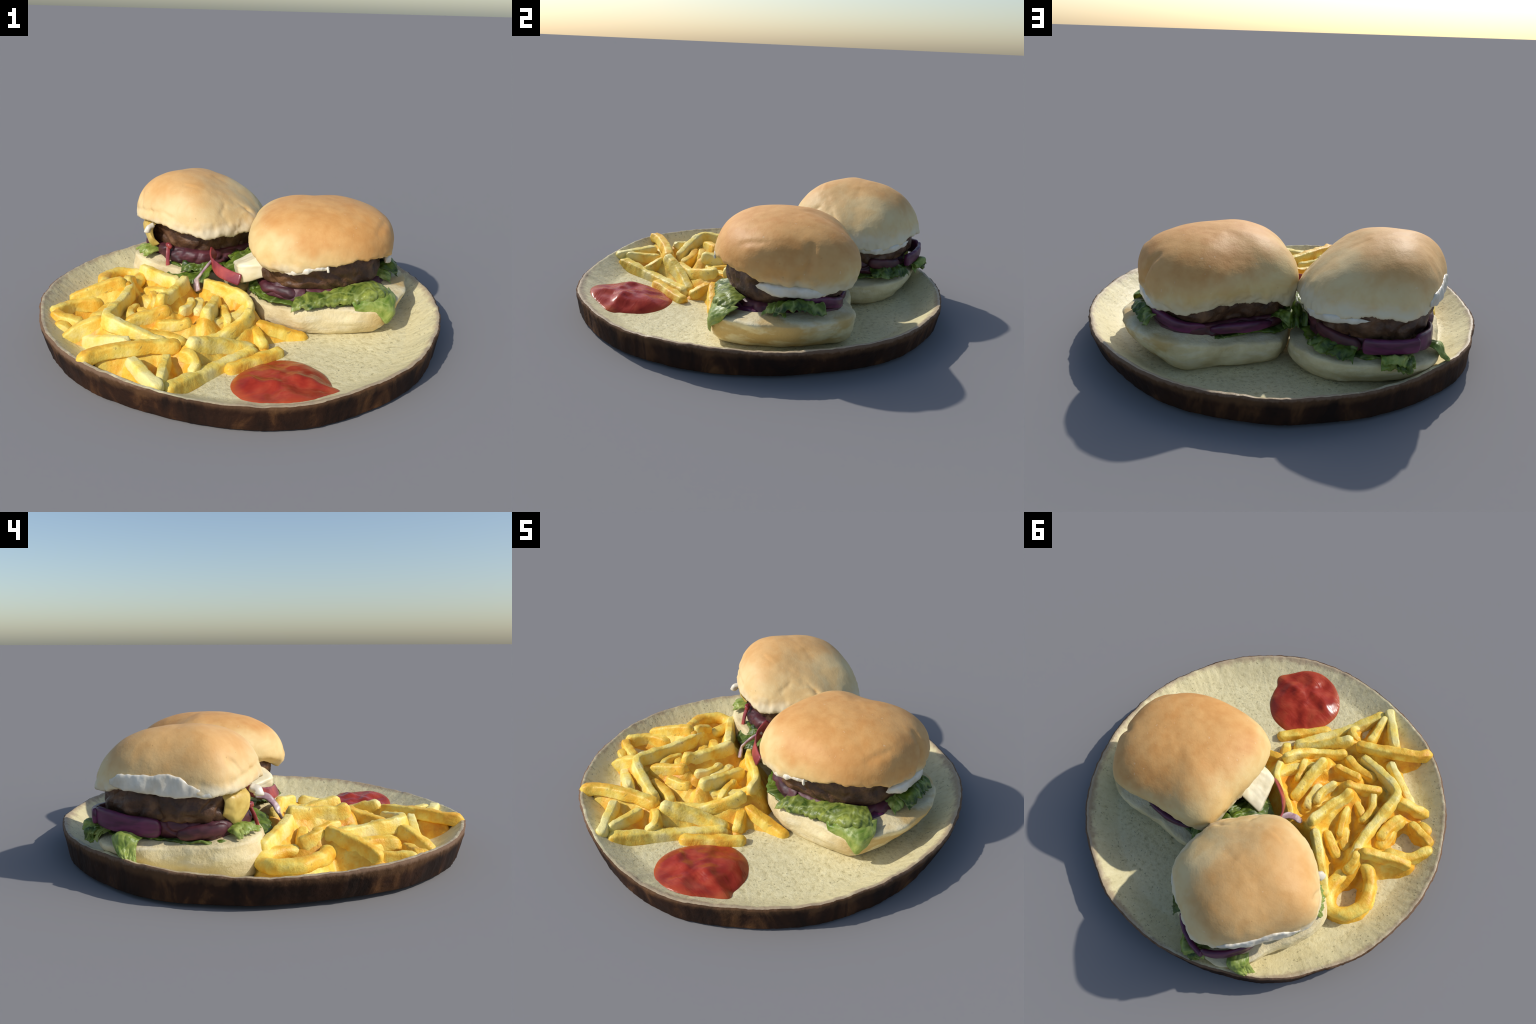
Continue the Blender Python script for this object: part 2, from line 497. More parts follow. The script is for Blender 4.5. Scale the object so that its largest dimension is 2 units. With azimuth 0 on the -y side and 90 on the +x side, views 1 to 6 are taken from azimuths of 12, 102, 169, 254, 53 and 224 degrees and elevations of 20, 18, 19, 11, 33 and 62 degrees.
# ----------------------------------------------------------------------------- burger parts
class Bun:
    """Baked bun top: outline radii, widest height and roundness round the axis, domed top, irregular lower lip."""

    def __init__(self, c, radii, widest, roundness, top, lean, lip, pull):
        self.c = np.array(c)
        self.R, self.zm, self.p, self.top, self.lean, self.lip, self.pull = evenly(radii), evenly(widest), evenly(roundness), top, lean, lip, pull
        self.z0 = top - 0.2

    def radius(self, phi):
        return around(self.R, phi, 5)

    def build(self, name, material, parent, folds=(), seed=0, jag=0.009, lumps=0.006):
        n, m = 320, 96
        phi = np.arange(n) / n * 2 * np.pi
        R, lip, pull = self.radius(phi), around(self.lip, phi, 2.0), around(self.pull, phi, 5)
        widest, power = around(self.zm, phi, 12), around(self.p, phi, 12)
        circle = np.stack([np.cos(phi), np.sin(phi), 0 * phi], -1)
        lip = lip + jag * noise(circle, 14, seed + 1) + jag * 0.8 * noise(circle, 34, seed + 2)
        t = np.linspace(np.pi / 2, 0, 400)
        P = np.zeros((n, m, 3))
        for i in range(n):
            e = 2 / power[i]
            rho, s = np.cos(t) ** e, np.sin(t) ** e
            X, Y = np.cos(phi[i]) * R[i] * rho, np.sin(phi[i]) * R[i] * rho
            zm = widest[i]
            z = zm + (self.top + self.lean[0] * X + self.lean[1] * Y - zm) * s
            r = rho * R[i]
            low = max(lip[i] + 0.012, 0.0)
            if zm > low + 0.01:
                q = np.linspace(0.02, 1, 40)
                r = np.append(r, R[i] * (1 - 0.05 * q**2))
                z = np.append(z, zm + (low - zm) * q)
            else:
                keep = z > low
                r, z = r[keep], z[keep]
            r = r * (1 - (1 - pull[i]) * smooth(z, low + 0.13, low - 0.02))
            a = np.linspace(0.1, 1, 12) * np.pi / 2
            r0, z0 = r[-1], z[-1]
            r = np.append(r, r0 - 0.02 * (1 - np.cos(a)))
            z = np.append(z, z0 - 0.012 * np.sin(a))
            r = np.append(r, [r0 - 0.035, r0 - 0.06, r0 * 0.7, r0 * 0.4, 0])
            z = np.append(z, [lip[i] + 0.006, lip[i] + 0.02, lip[i] + 0.03, 0.4, 0.4])
            L = np.append(0, np.cumsum(np.hypot(np.diff(r), np.diff(z))))
            k = np.linspace(0, L[-1], m)
            r, z = np.interp(k, L, r), np.interp(k, L, z)
            P[i, :, 0], P[i, :, 1], P[i, :, 2] = self.c[0] + r * np.cos(phi[i]), self.c[1] + r * np.sin(phi[i]), z
        mid = np.array([*self.c, self.z0 + 0.02])
        d = P - mid
        d /= np.linalg.norm(d, axis=-1, keepdims=True)
        bump = lumps * fbm(P, 5, 3, seed)
        low = smooth(P[..., 2], np.mean(lip) + 0.11, np.mean(lip) + 0.02)
        bump = bump + low * 0.015 * fbm(P, 17, 3, seed + 5)
        for line, depth, width, bulge in folds:
            S = spline(line, 60) if len(line) > 1 else np.array(line, float)
            W = P + 0.013 * np.stack([noise(P, 13, seed + 9), noise(P, 13, seed + 10), noise(P, 13, seed + 11)], -1)
            D = np.sqrt(((W[:, :, None] - S) ** 2).sum(-1))
            dist, where = D.min(-1), D.argmin(-1) / max(1, len(S) - 1)
            fade = np.sqrt(np.clip(np.minimum(where, 1 - where) * 5, 0.25, 1)) if len(S) > 1 else 1.0
            fade = fade * (0.75 + 0.9 * noise(P, 22, seed + 12))
            bump = bump - fade * depth * np.exp(-((dist / width) ** 2)) + fade * bulge * np.exp(-(((dist - 2.8 * width) / (2.2 * width)) ** 2))
        P = P + d * bump[..., None]
        v, f = revolve(P)
        self.P = P
        return part(name, v, f, material, parent, (*self.c, self.z0))


def heel(name, c, foot, top, ztop, material, parent, seed=0, rag=0.012):
    n = 240
    phi = np.arange(n) / n * 2 * np.pi
    rb, rt, zt = around(foot, phi, 3.5), around(top, phi, 3.5), around(ztop, phi, 5)
    cs, sn = np.cos(phi), np.sin(phi)
    zb = plate_height(c[0] + rb * cs, c[1] + rb * sn) - 0.004
    rings = [(0 * rb, zb), (0.5 * rb, zb), (0.95 * rb, zb), (rb, zb + 0.006)]
    for q in np.linspace(0.12, 1, 12):
        w = q**0.8
        rings.append((rb + (rt - rb) * w + 0.018 * np.sin(np.pi * q), zb + (zt - 0.012 - zb) * q))
    for a in np.linspace(0.2, 1, 5) * np.pi / 2:
        rings.append((rt - 0.035 * (1 - np.cos(a)), zt - 0.012 + 0.014 * np.sin(a)))
    rings += [(rt * k, zt + 0.004 + 0.03 * (1 - k)) for k in (0.84, 0.76, 0.66, 0.5, 0.3, 0)]
    P = np.stack([np.stack([c[0] + r * cs, c[1] + r * sn, z], -1) for r, z in rings], 1)
    d = P - np.array([*c, 0.14])
    d /= np.linalg.norm(d, axis=-1, keepdims=True) + 1e-6
    w = np.ones(P.shape[1])
    w[:3] = 0
    P = P + d * (w * rag * (fbm(P * [1, 1, 1.6], 8, 4, seed) + 0.5 * fbm(P * [1, 1, 4.5], 9, 3, seed + 3)))[..., None]
    v, f = revolve(P)
    return part(name, v, f, material, parent, (*c, 0.1))


def patty(name, c, radius, lo, hi, material, parent, seed=0):
    n = 200
    phi = np.arange(n) / n * 2 * np.pi
    cs, sn = np.cos(phi), np.sin(phi)
    r = around(radius, phi, 8) if isinstance(radius, dict) else radius(phi)
    zl = around(lo, phi, 10) if isinstance(lo, dict) else lo + 0 * phi
    rings = [(0 * r, zl), (0.5 * r, zl), (0.86 * r, zl)]
    for a in np.linspace(-1, 1, 22):
        rings.append((r * (0.90 + 0.10 * np.sqrt(max(0, 1 - abs(a) ** 2.6))), zl + (hi - zl) * (a + 1) / 2))
    rings += [(0.5 * r, zl * 0 + hi), (0 * r, zl * 0 + hi)]
    P = np.stack([np.stack([c[0] + q * cs, c[1] + q * sn, z], -1) for q, z in rings], 1)
    d = P - np.array([*c, (np.mean(zl) + hi) / 2])
    d[..., 2] *= 0.5
    d /= np.linalg.norm(d, axis=-1, keepdims=True) + 1e-6
    crack = np.clip(0.12 - abs(noise(P, 11, seed + 3)), 0, 1) / 0.12
    w = np.ones(P.shape[1])
    w[:2] = w[-2:] = 0
    P = P + d * (w * (0.020 * fbm(P, 10, 4, seed) - 0.012 * crack))[..., None]
    v, f = revolve(P)
    return part(name, v, f, material, parent, (*c, (np.mean(zl) + hi) / 2))


def leaf_layer(name, c, radius, z, material, parent, seed):
    """A rough-edged leaf lying flat on the bread under the fillings."""
    n = 220
    phi = np.arange(n) / n * 2 * np.pi
    circle = np.stack([np.cos(phi), np.sin(phi), 0 * phi], -1)
    r = radius(phi) * (1 + 0.05 * noise(circle, 6, seed) + 0.04 * noise(circle, 17, seed + 1))
    up, down = [], []
    for u in np.linspace(0, 1, 22):
        P = np.stack([c[0] + u * r * circle[:, 0], c[1] + u * r * circle[:, 1], z + 0.03 * (1 - u) + 0 * r], -1)
        P[:, 2] += u**3 * (0.022 * noise(P, 13, seed + 2) + 0.012 * noise(P, 34, seed + 3))
        up.append(P)
        down.append(P - [0, 0, 0.007])
    v, f = revolve(np.stack(up + down[::-1], 1))
    return part(name, v, f, material, parent, (*c, z))


BREAD = dict(
    patty=simple_material("seared_beef", [(0.3, (0.030, 0.012, 0.006)), (0.5, (0.085, 0.038, 0.018)), (0.68, (0.19, 0.095, 0.045))], 11, 0.5, bump=0.7),
    onion=simple_material("red_onion_skin", [(0.35, (0.05, 0.008, 0.028)), (0.65, (0.155, 0.024, 0.085))], 6, 0.35, stretch=(1, 1, 4), bump=0.1),
    maroon=simple_material("dark_onion", [(0.35, (0.035, 0.008, 0.014)), (0.65, (0.12, 0.026, 0.036))], 7, 0.5, stretch=(1, 1, 3), bump=0.15),  # base colour darkened for the shade the onion lies in under the bun
    pale=simple_material("pale_onion_flesh", [(0.38, (0.20, 0.05, 0.13)), (0.6, (0.60, 0.48, 0.44))], 9, 0.35, bump=0.1),
    red=simple_material("scarlet_onion_skin", [(0.35, (0.16, 0.015, 0.035)), (0.65, (0.42, 0.07, 0.06))], 8, 0.3, bump=0.1),
    sauce=simple_material("white_mayonnaise", [(0.3, (0.62, 0.54, 0.40)), (0.6, (0.79, 0.74, 0.62))], 10, 0.35, bump=0.2),
    cheese=simple_material("melted_pale_cheese", [(0.3, (0.74, 0.62, 0.34)), (0.6, (0.86, 0.79, 0.56))], 7, 0.4, bump=0.15),
    yellow=simple_material("melted_yellow_cheese", [(0.3, (0.48, 0.30, 0.05)), (0.62, (0.74, 0.56, 0.17))], 8, 0.4, bump=0.15),
    leaf=leaf_material("dark_lettuce", (0.020, 0.05, 0.006), (0.20, 0.29, 0.03)),
    fresh=leaf_material("fresh_lettuce", (0.035, 0.085, 0.008), (0.40, 0.46, 0.085)),
    bright=leaf_material("bright_lettuce", (0.14, 0.25, 0.02), (0.48, 0.54, 0.14)),
)


def body(fn_result, name, material, parent):
    v, f = fn_result
    return part(name, v, f, material, parent, np.asarray(v).mean(0))


def leaf(name, ctrl, material, parent, ruffle=0.012, waves=3, seed=0, thick=0.006, nu=60, nv=24, rough=0.006):
    G = patch(ctrl, nu, nv, ruffle, waves, seed, rough)
    v, f = sheet(G, thick)
    return part(name, v, f, material, parent, v.mean(0))


def on(c, deg, r, z):
    a = math.radians(deg)
    return (c[0] + r * math.cos(a), c[1] + r * math.sin(a), z)


def build_burger_front():
    c = (0.331, 0.235)
    t = thing("hamburger", "soft tan bun burger with beef patty, red onion and lettuce", "burger", (*c, 0.05))
    lip = {4: 0.345, 20: 0.34, 28: 0.315, 34: 0.305, 44: 0.33, 49: 0.318, 58: 0.322, 66: 0.337, 78: 0.347, 92: 0.341, 111: 0.342, 128: 0.337, 137: 0.335, 142: 0.292, 150: 0.285, 160: 0.30, 185: 0.35, 210: 0.385, 228: 0.385, 237: 0.36, 248: 0.337, 260: 0.34, 268: 0.352, 280: 0.38, 292: 0.395, 299: 0.39, 306: 0.412, 318: 0.405, 331: 0.397, 340: 0.395, 348: 0.365}
    bun = Bun(c, [0.41, 0.397, 0.405, 0.414, 0.415, 0.37, 0.325, 0.312, 0.322, 0.362, 0.372, 0.345, 0.316, 0.332, 0.356, 0.4, 0.435, 0.426, 0.405, 0.395, 0.402, 0.412, 0.411, 0.418],
              [0.414, 0.387, 0.406, 0.41, 0.455, 0.421, 0.34, 0.369], [3.14, 2.29, 1.75, 1.75, 1.99, 2.11, 2.53, 2.79], 0.625, (-0.036, -0.005), lip,
              {0: 1, 58: 0.99, 68: 0.94, 80: 0.88, 100: 0.87, 115: 0.93, 130: 0.97, 145: 1.0, 250: 1.0})
    crust = bun_material("tan_bun_crust", (0.25, -0.03), -0.035, 0.135, (0.74, 0.405, 0.14), (0.79, 0.595, 0.275), (0.64, 0.30, 0.085), -0.09, -0.01)
    folds = [([(0.655, 0.38, 0.545), (0.685, 0.375, 0.50), (0.705, 0.36, 0.45), (0.715, 0.33, 0.39), (0.71, 0.32, 0.34)], 0.024, 0.018, 0.006),
             ([(0.665, 0.05, 0.52), (0.679, 0.10, 0.535), (0.686, 0.17, 0.545)], 0.006, 0.016, 0.003),
             ([(0.686, 0.39, 0.477), (0.703, 0.357, 0.39)], 0.006, 0.012, 0.003),
             ([(0.416, 0.52, 0.457), (0.487, 0.523, 0.39)], 0.008, 0.02, 0.0)]
    bun.build("top_bun", crust, t, folds, seed=3)
    crumb = crumb_material("toasted_crumb", toast_at=(1.0, 0.1, 0.22, 0.36))
    foot = {0: 0.345, 12: 0.335, 30: 0.335, 45: 0.36, 55: 0.38, 65: 0.31, 78: 0.255, 102: 0.25, 128: 0.28, 159: 0.29, 185: 0.30, 215: 0.33, 238: 0.355, 258: 0.35, 270: 0.37, 285: 0.362, 302: 0.382, 314: 0.415, 326: 0.43, 338: 0.40, 348: 0.37}
    top = {0: 0.494, 12: 0.492, 25: 0.475, 36: 0.468, 48: 0.445, 56: 0.425, 64: 0.38, 77: 0.33, 95: 0.292, 110: 0.312, 130: 0.36, 142: 0.325, 165: 0.31, 190: 0.325, 215: 0.355, 232: 0.385, 246: 0.39, 260: 0.395, 274: 0.39, 288: 0.378, 305: 0.415, 314: 0.462, 322: 0.512, 329: 0.496, 337: 0.492, 348: 0.497}
    ztop = {0: 0.212, 30: 0.222, 56: 0.212, 80: 0.172, 110: 0.162, 130: 0.162, 180: 0.162, 230: 0.155, 260: 0.158, 290: 0.17, 322: 0.178, 340: 0.20}
    heel("bottom_bun", c, foot, top, ztop, crumb, t, seed=21)
    R = bun.radius
    patty("meat_patty", c, lambda p: R(p) * around({0: 0.88, 25: 0.87, 42: 0.82, 60: 0.78, 75: 0.70, 100: 0.72, 120: 0.75, 160: 0.85, 220: 0.88, 250: 0.84, 270: 0.82, 300: 0.84, 330: 0.82}, p, 10), {0: 0.225, 60: 0.25, 120: 0.25, 220: 0.25, 270: 0.24, 320: 0.23}, 0.42, BREAD["patty"], t, seed=31)
    patty("onion_slice", c, lambda p: R(p) * around({0: 0.94, 35: 0.92, 60: 0.80, 75: 0.72, 120: 0.76, 160: 0.84, 230: 0.86, 250: 0.84, 275: 0.82, 320: 0.86}, p, 10), 0.185, 0.25, BREAD["maroon"], t, seed=35)
    leaf_layer("lettuce_leaf", c, lambda p: R(p) * around({0: 0.98, 35: 0.96, 60: 0.84, 80: 0.76, 110: 0.80, 150: 0.92, 240: 0.93, 280: 0.95, 310: 0.97}, p, 10), 0.188, BREAD["leaf"], t, 37)
    sauce = BREAD["sauce"]
    body(band(c, 345, 394, lambda p: (R(p) * 0.945, around({0: 0.335, 30: 0.325, 345: 0.352}, p, 8), 0.02, 0.027), 70, 16, 0.014, 14, 41, 0.4), "sauce", sauce, t)
    body(band(c, 258, 289, lambda p: (R(p) * 0.955, around({250: 0.345, 268: 0.362, 280: 0.385, 290: 0.382}, p, 3), 0.018, 0.013), 60, 14, 0.012, 24, 42), "sauce", sauce, t)
    body(ribbon([on(c, 287.0, 0.385, 0.395), on(c, 287.5, 0.395, 0.378), on(c, 287.8, 0.393, 0.366)], 0.012, 0.012, 14, (0, 1, 0), 12), "sauce", sauce, t)
    cheese = []  # square-ended tongue: straight outer edge with one sharp corner, folded down at the front
    for x, y, z, low in ((0.145, -0.030, 0.335, 0.275), (0.10, -0.040, 0.33, 0.262), (0.05, -0.044, 0.322, 0.24), (0.005, -0.036, 0.315, 0.226), (-0.012, -0.012, 0.308, 0.222), (-0.03, 0.035, 0.297, 0.215), (-0.05, 0.088, 0.283, 0.208), (-0.068, 0.138, 0.268, 0.20)):
        inx, iny = (0.17 - x) * 0.55 + 0.03, 0.055 if x > 0.0 else 0.03
        z = z - 0.004
        cheese.append([(x + 2.0 * inx, y + 2.6 * iny, 0.415), (x + inx, y + iny, max(z + 0.055, 0.358)), (x + 0.006, y + 0.003, z + 0.004), (x, y, z - 0.008), (x + 0.006, y - 0.004, low)])
    v, f = sheet(patch(cheese, 60, 60, 0.003, 1.5, 3, 0.003), 0.020)
    part("cheese_slice", v, f, BREAD["cheese"], t, v.mean(0))
    # onions
    body(band(c, 14, 68, lambda p: (around({14: 0.37, 30: 0.372, 45: 0.36, 56: 0.335, 66: 0.27}, p, 4), around({14: 0.285, 32: 0.285, 60: 0.235}, p, 6), 0.016, 0.026), 60, 16, 0.006, 12, 51, 0.3), "onion_ring", BREAD["onion"], t)
    body(band(c, 70, 135, lambda p: (around({68: 0.275, 90: 0.262, 115: 0.268, 140: 0.285}, p, 6), around({70: 0.225, 100: 0.232, 135: 0.22}, p, 6), 0.018, 0.024), 60, 16, 0.006, 12, 52, 0.3), "onion_ring", BREAD["onion"], t)
    body(band(c, 318, 352, lambda p: (0.35, 0.205, 0.04, 0.018), 40, 14, 0.008, 12, 53), "onion_ring", BREAD["onion"], t)
    leaf("onion_ring", [[on(c, a, 0.24, 0.27), on(c, a, 0.312, 0.25 + h), on(c, a, 0.338, 0.22 + h), on(c, a, 0.352, 0.18 + h)] for a, h in ((236, 0.0), (248, 0.01), (260, 0.0), (272, -0.01))], BREAD["maroon"], t, 0.006, 1.5, 4, 0.016)
    # lettuce: ruffled front edge, corner flap, and side tufts
    front = []
    for a, r, z in ((264, 0.40, 0.195), (273, 0.39, 0.21), (284, 0.372, 0.218), (297, 0.378, 0.225), (308, 0.405, 0.238), (318, 0.445, 0.25), (327, 0.462, 0.252), (334, 0.46, 0.24)):
        front.append([on(c, a, r - 0.10, z + 0.02), on(c, a, r - 0.05, z + 0.014), on(c, a, r + 0.004, z - 0.008), on(c, a, r + 0.016, z - 0.034)])
    leaf("lettuce_leaf", front, BREAD["fresh"], t, 0.0072, 8, 1, 0.006, 150, 30, 0.0045)
    flap = [[on(c, 305, 0.38, 0.225), on(c, 306, 0.42, 0.195), on(c, 307, 0.43, 0.17)],
            [on(c, 314, 0.41, 0.238), on(c, 316, 0.468, 0.20), on(c, 318, 0.485, 0.155)],
            [on(c, 323, 0.44, 0.245), on(c, 323.5, 0.510, 0.195), on(c, 323.5, 0.525, 0.145), on(c, 323.5, 0.505, 0.105)],
            [on(c, 329, 0.45, 0.245), on(c, 328, 0.508, 0.20), on(c, 327, 0.525, 0.145)],
            [on(c, 337, 0.44, 0.24), on(c, 334, 0.488, 0.215), on(c, 331, 0.502, 0.175)]]
    leaf("lettuce_leaf", flap, BREAD["bright"], t, 0.006, 1.2, 2, 0.007, 60, 30)
    leaf("lettuce_leaf", [[on(c, a, 0.30, 0.25), on(c, a, 0.395, 0.265 + h), on(c, a, 0.445, 0.235 + h)] for a, h in ((0, 0.0), (8, 0.03), (16, 0.035), (24, 0.02), (32, 0.01))], BREAD["leaf"], t, 0.015, 3, 6, 0.007)
    leaf("lettuce_leaf", [[on(c, a, 0.28, 0.25), on(c, a, 0.36, 0.24 + h), on(c, a, 0.41, 0.215 + h)] for a, h in ((352, 0.0), (357, 0.02), (2, 0.025), (7, 0.0))], BREAD["bright"], t, 0.012, 2, 7, 0.007)
    leaf("lettuce_leaf", [[on(c, a, 0.26, 0.24), on(c, a, 0.335, 0.22 + h), on(c, a, 0.372, 0.18 + h)] for a, h in ((215, 0.0), (224, -0.01), (233, -0.02), (240, -0.01))], BREAD["leaf"], t, 0.018, 3, 8, 0.007)
    leaf("lettuce_leaf", [[on(c, a, 0.25, 0.24), on(c, a, 0.33, 0.255 + h), on(c, a, 0.38, 0.225 + h)] for a, h in ((135, 0.0), (146, 0.02), (158, 0.0), (170, 0.0))], BREAD["leaf"], t, 0.015, 3, 9, 0.007)
    return bun


def build_burger_back():
    c = (-0.357, 0.492)
    t = thing("hamburger", "pale creased bun burger with mayonnaise, patty, onion and lettuce", "burger", (*c, 0.05))
    lip = {4: 0.355, 15: 0.352, 25: 0.352, 35: 0.36, 49: 0.365, 60: 0.378, 66: 0.39, 80: 0.384, 90: 0.38, 101: 0.383, 108: 0.395, 120: 0.41, 140: 0.415, 160: 0.41, 175: 0.40, 187: 0.39, 195: 0.395, 205: 0.40, 215: 0.405, 228: 0.415, 240: 0.415, 251: 0.422, 260: 0.407, 268: 0.395, 275: 0.394, 285: 0.382, 290: 0.367, 300: 0.377, 315: 0.368, 328: 0.375, 345: 0.36}
    bun = Bun(c, [0.370, 0.382, 0.384, 0.361, 0.349, 0.344, 0.364, 0.347, 0.32, 0.295, 0.288, 0.296, 0.333, 0.38, 0.368, 0.347, 0.351, 0.36, 0.367, 0.395, 0.379, 0.362, 0.366, 0.388],
              [0.351, 0.34, 0.37, 0.404, 0.411, 0.368, 0.358, 0.366], [1.7, 2.3, 2.2, 2.3, 2.0, 2.34, 2.7, 1.95], 0.648, (-0.171, -0.011), lip, {0: 1.0, 90: 0.99, 180: 1.0, 270: 1.0})
    crust = bun_material("pale_bun_crust", (-0.22, 0.03), 0.02, 0.20, (0.73, 0.43, 0.165), (0.78, 0.595, 0.30), (0.66, 0.35, 0.115), -0.05, 0.02)
    fold = [(-0.393, 0.274, 0.625), (-0.323, 0.262, 0.619), (-0.271, 0.275, 0.611), (-0.241, 0.306, 0.605), (-0.193, 0.322, 0.581), (-0.147, 0.348, 0.555), (-0.098, 0.367, 0.52), (-0.054, 0.389, 0.474), (-0.03, 0.40, 0.43)]
    folds = [(fold[3:], 0.020, 0.010, 0.004), (fold[:4], 0.008, 0.008, 0.002),
             ([(-0.164, 0.28, 0.533), (-0.171, 0.208, 0.487)], 0.008, 0.016, 0.002),
             ([(-0.227, 0.125, 0.446), (-0.164, 0.186, 0.440), (-0.107, 0.273, 0.408), (-0.057, 0.328, 0.379)], 0.006, 0.008, 0.002),
             ([(-0.653, 0.333, 0.537), (-0.64, 0.287, 0.471)], 0.010, 0.014, 0.002),
             ([(-0.578, 0.267, 0.526), (-0.567, 0.232, 0.474)], 0.006, 0.014, 0.002),
             ([(-0.544, 0.722, 0.566), (-0.612, 0.722, 0.49)], 0.006, 0.016, 0.002),
             ([(-0.661, 0.351, 0.542), (-0.671, 0.319, 0.484)], 0.007, 0.014, 0.002),
             ([(-0.69, 0.36, 0.44), (-0.663, 0.299, 0.455), (-0.60, 0.24, 0.47), (-0.485, 0.183, 0.482), (-0.41, 0.15, 0.47)], 0.012, 0.010, 0.004),
             ([(-0.304, 0.48, 0.645)], -0.006, 0.025, 0.0)]
    bun.build("top_bun", crust, t, folds, seed=13)
    crumb = crumb_material("soft_crumb")
    foot = {0: 0.365, 8: 0.35, 30: 0.335, 49: 0.295, 60: 0.26, 85: 0.235, 105: 0.25, 122: 0.25, 146: 0.235, 169: 0.245, 190: 0.30, 211: 0.39, 222: 0.39, 240: 0.375, 262: 0.365, 282: 0.355, 310: 0.35, 335: 0.36}
    top = {0: 0.42, 12: 0.42, 28: 0.40, 42: 0.385, 56: 0.365, 72: 0.345, 92: 0.355, 108: 0.368, 121: 0.348, 136: 0.318, 155: 0.275, 173: 0.295, 190: 0.345, 209: 0.395, 218: 0.39, 230: 0.38, 245: 0.37, 262: 0.36, 282: 0.355, 310: 0.365, 335: 0.38}
    ztop = {0: 0.16, 40: 0.175, 70: 0.18, 100: 0.185, 130: 0.185, 155: 0.18, 190: 0.192, 220: 0.205, 250: 0.198, 290: 0.18, 330: 0.16}
    heel("bottom_bun", c, foot, top, ztop, crumb, t, seed=23)
    R = bun.radius
    patty("meat_patty", c, lambda p: R(p) * around({0: 0.84, 40: 0.86, 70: 0.90, 100: 0.90, 125: 0.86, 145: 0.84, 180: 0.86, 215: 0.82, 245: 0.80, 270: 0.78, 300: 0.8}, p, 10), {0: 0.24, 60: 0.26, 120: 0.27, 180: 0.275, 240: 0.265, 300: 0.25}, 0.43, BREAD["patty"], t, seed=33)
    patty("onion_slice", c, lambda p: R(p) * around({0: 0.84, 60: 0.84, 110: 0.80, 140: 0.74, 165: 0.76, 200: 0.84, 240: 0.86, 270: 0.86, 300: 0.9}, p, 10), 0.195, 0.285, BREAD["maroon"], t, seed=36)
    leaf_layer("lettuce_leaf", c, lambda p: R(p) * around({0: 0.95, 45: 0.94, 90: 0.90, 120: 0.82, 150: 0.78, 175: 0.82, 200: 0.88, 240: 0.90, 275: 0.92, 310: 0.96}, p, 10), 0.20, BREAD["leaf"], t, 38)
    sauce = BREAD["sauce"]
    body(band(c, 112, 193, lambda p: (R(p) * 0.972 + 0.002, around({106: 0.435, 125: 0.443, 150: 0.436, 165: 0.442, 180: 0.418, 195: 0.40}, p, 6), 0.011, around({100: 0.025, 122: 0.044, 135: 0.034, 150: 0.040, 166: 0.048, 180: 0.026, 195: 0.010}, p, 5)), 110, 20, 0.012, 17, 43, 0.35), "sauce", sauce, t)
    body(band(c, 0, 66, lambda p: (R(p) * 0.955, around({0: 0.35, 30: 0.352, 64: 0.372}, p, 6), 0.016, 0.018), 80, 16, 0.012, 14, 46, 0.4), "sauce", sauce, t)
    body(ribbon([on(c, 233, 0.33, 0.40), on(c, 233.5, 0.365, 0.385), on(c, 233, 0.368, 0.362)], 0.03, 0.04, 16, (0, 1, 0), 12, 0.01, 4), "sauce", sauce, t)
    drape = [[on(c, a, 0.27, 0.405), on(c, a, 0.33 + d, 0.395), on(c, a + 1, 0.357 + d, 0.365), on(c, a + 1, 0.345 + d, 0.31), on(c, a + 2, 0.318 + d, 0.25 + h)] for a, d, h in ((203, -0.035, 0.05), (209, -0.02, 0.03), (217, -0.015, 0.0), (225, -0.015, 0.01), (231, -0.025, 0.03))]
    v, f = sheet(patch(drape, 36, 36, 0.004, 1.5, 8, 0.004), 0.011)
    part("cheese_slice", v, f, BREAD["yellow"], t, v.mean(0))
    body(band(c, 62, 101, lambda p: (around({60: 0.335, 80: 0.355, 95: 0.372, 102: 0.372}, p, 4), around({60: 0.255, 80: 0.268, 100: 0.285}, p, 6), 0.014, 0.034), 60, 16, 0.006, 12, 54, 0.06), "onion_ring", BREAD["onion"], t)
    body(band(c, 97, 150, lambda p: (around({95: 0.37, 110: 0.335, 130: 0.278, 150: 0.22}, p, 4), around({97: 0.288, 120: 0.27, 150: 0.24}, p, 6), 0.014, 0.040), 60, 16, 0.006, 12, 55, 0.1), "onion_ring", BREAD["onion"], t)
    body(band(c, 166, 208, lambda p: (around({165: 0.235, 185: 0.262, 208: 0.31}, p, 5), around({166: 0.222, 190: 0.24, 208: 0.25}, p, 6), 0.03, 0.03), 50, 14, 0.008, 12, 56, 0.3), "onion_ring", BREAD["maroon"], t)
    body(band(c, 18, 60, lambda p: (around({18: 0.325, 40: 0.32, 60: 0.30}, p, 5), around({18: 0.27, 60: 0.235}, p, 6), 0.018, 0.03), 50, 14, 0.006, 12, 57, 0.15), "onion_ring", BREAD["maroon"], t)
    # loose onion strips between the burgers
    body(ribbon([(-0.461, 0.215, 0.30), (-0.462, 0.196, 0.275), (-0.458, 0.172, 0.22), (-0.452, 0.146, 0.137)], 0.022, 0.012, 30, (0.4, -1, 0.3), 12, 0.003, 3), "onion_ring", BREAD["red"], t)
    body(ribbon([(-0.474, 0.215, 0.295), (-0.455, 0.195, 0.298), (-0.444, 0.20, 0.285)], 0.026, 0.026, 12, (0, 0, 1), 10, 0.004, 5), "onion_ring", BREAD["red"], t)
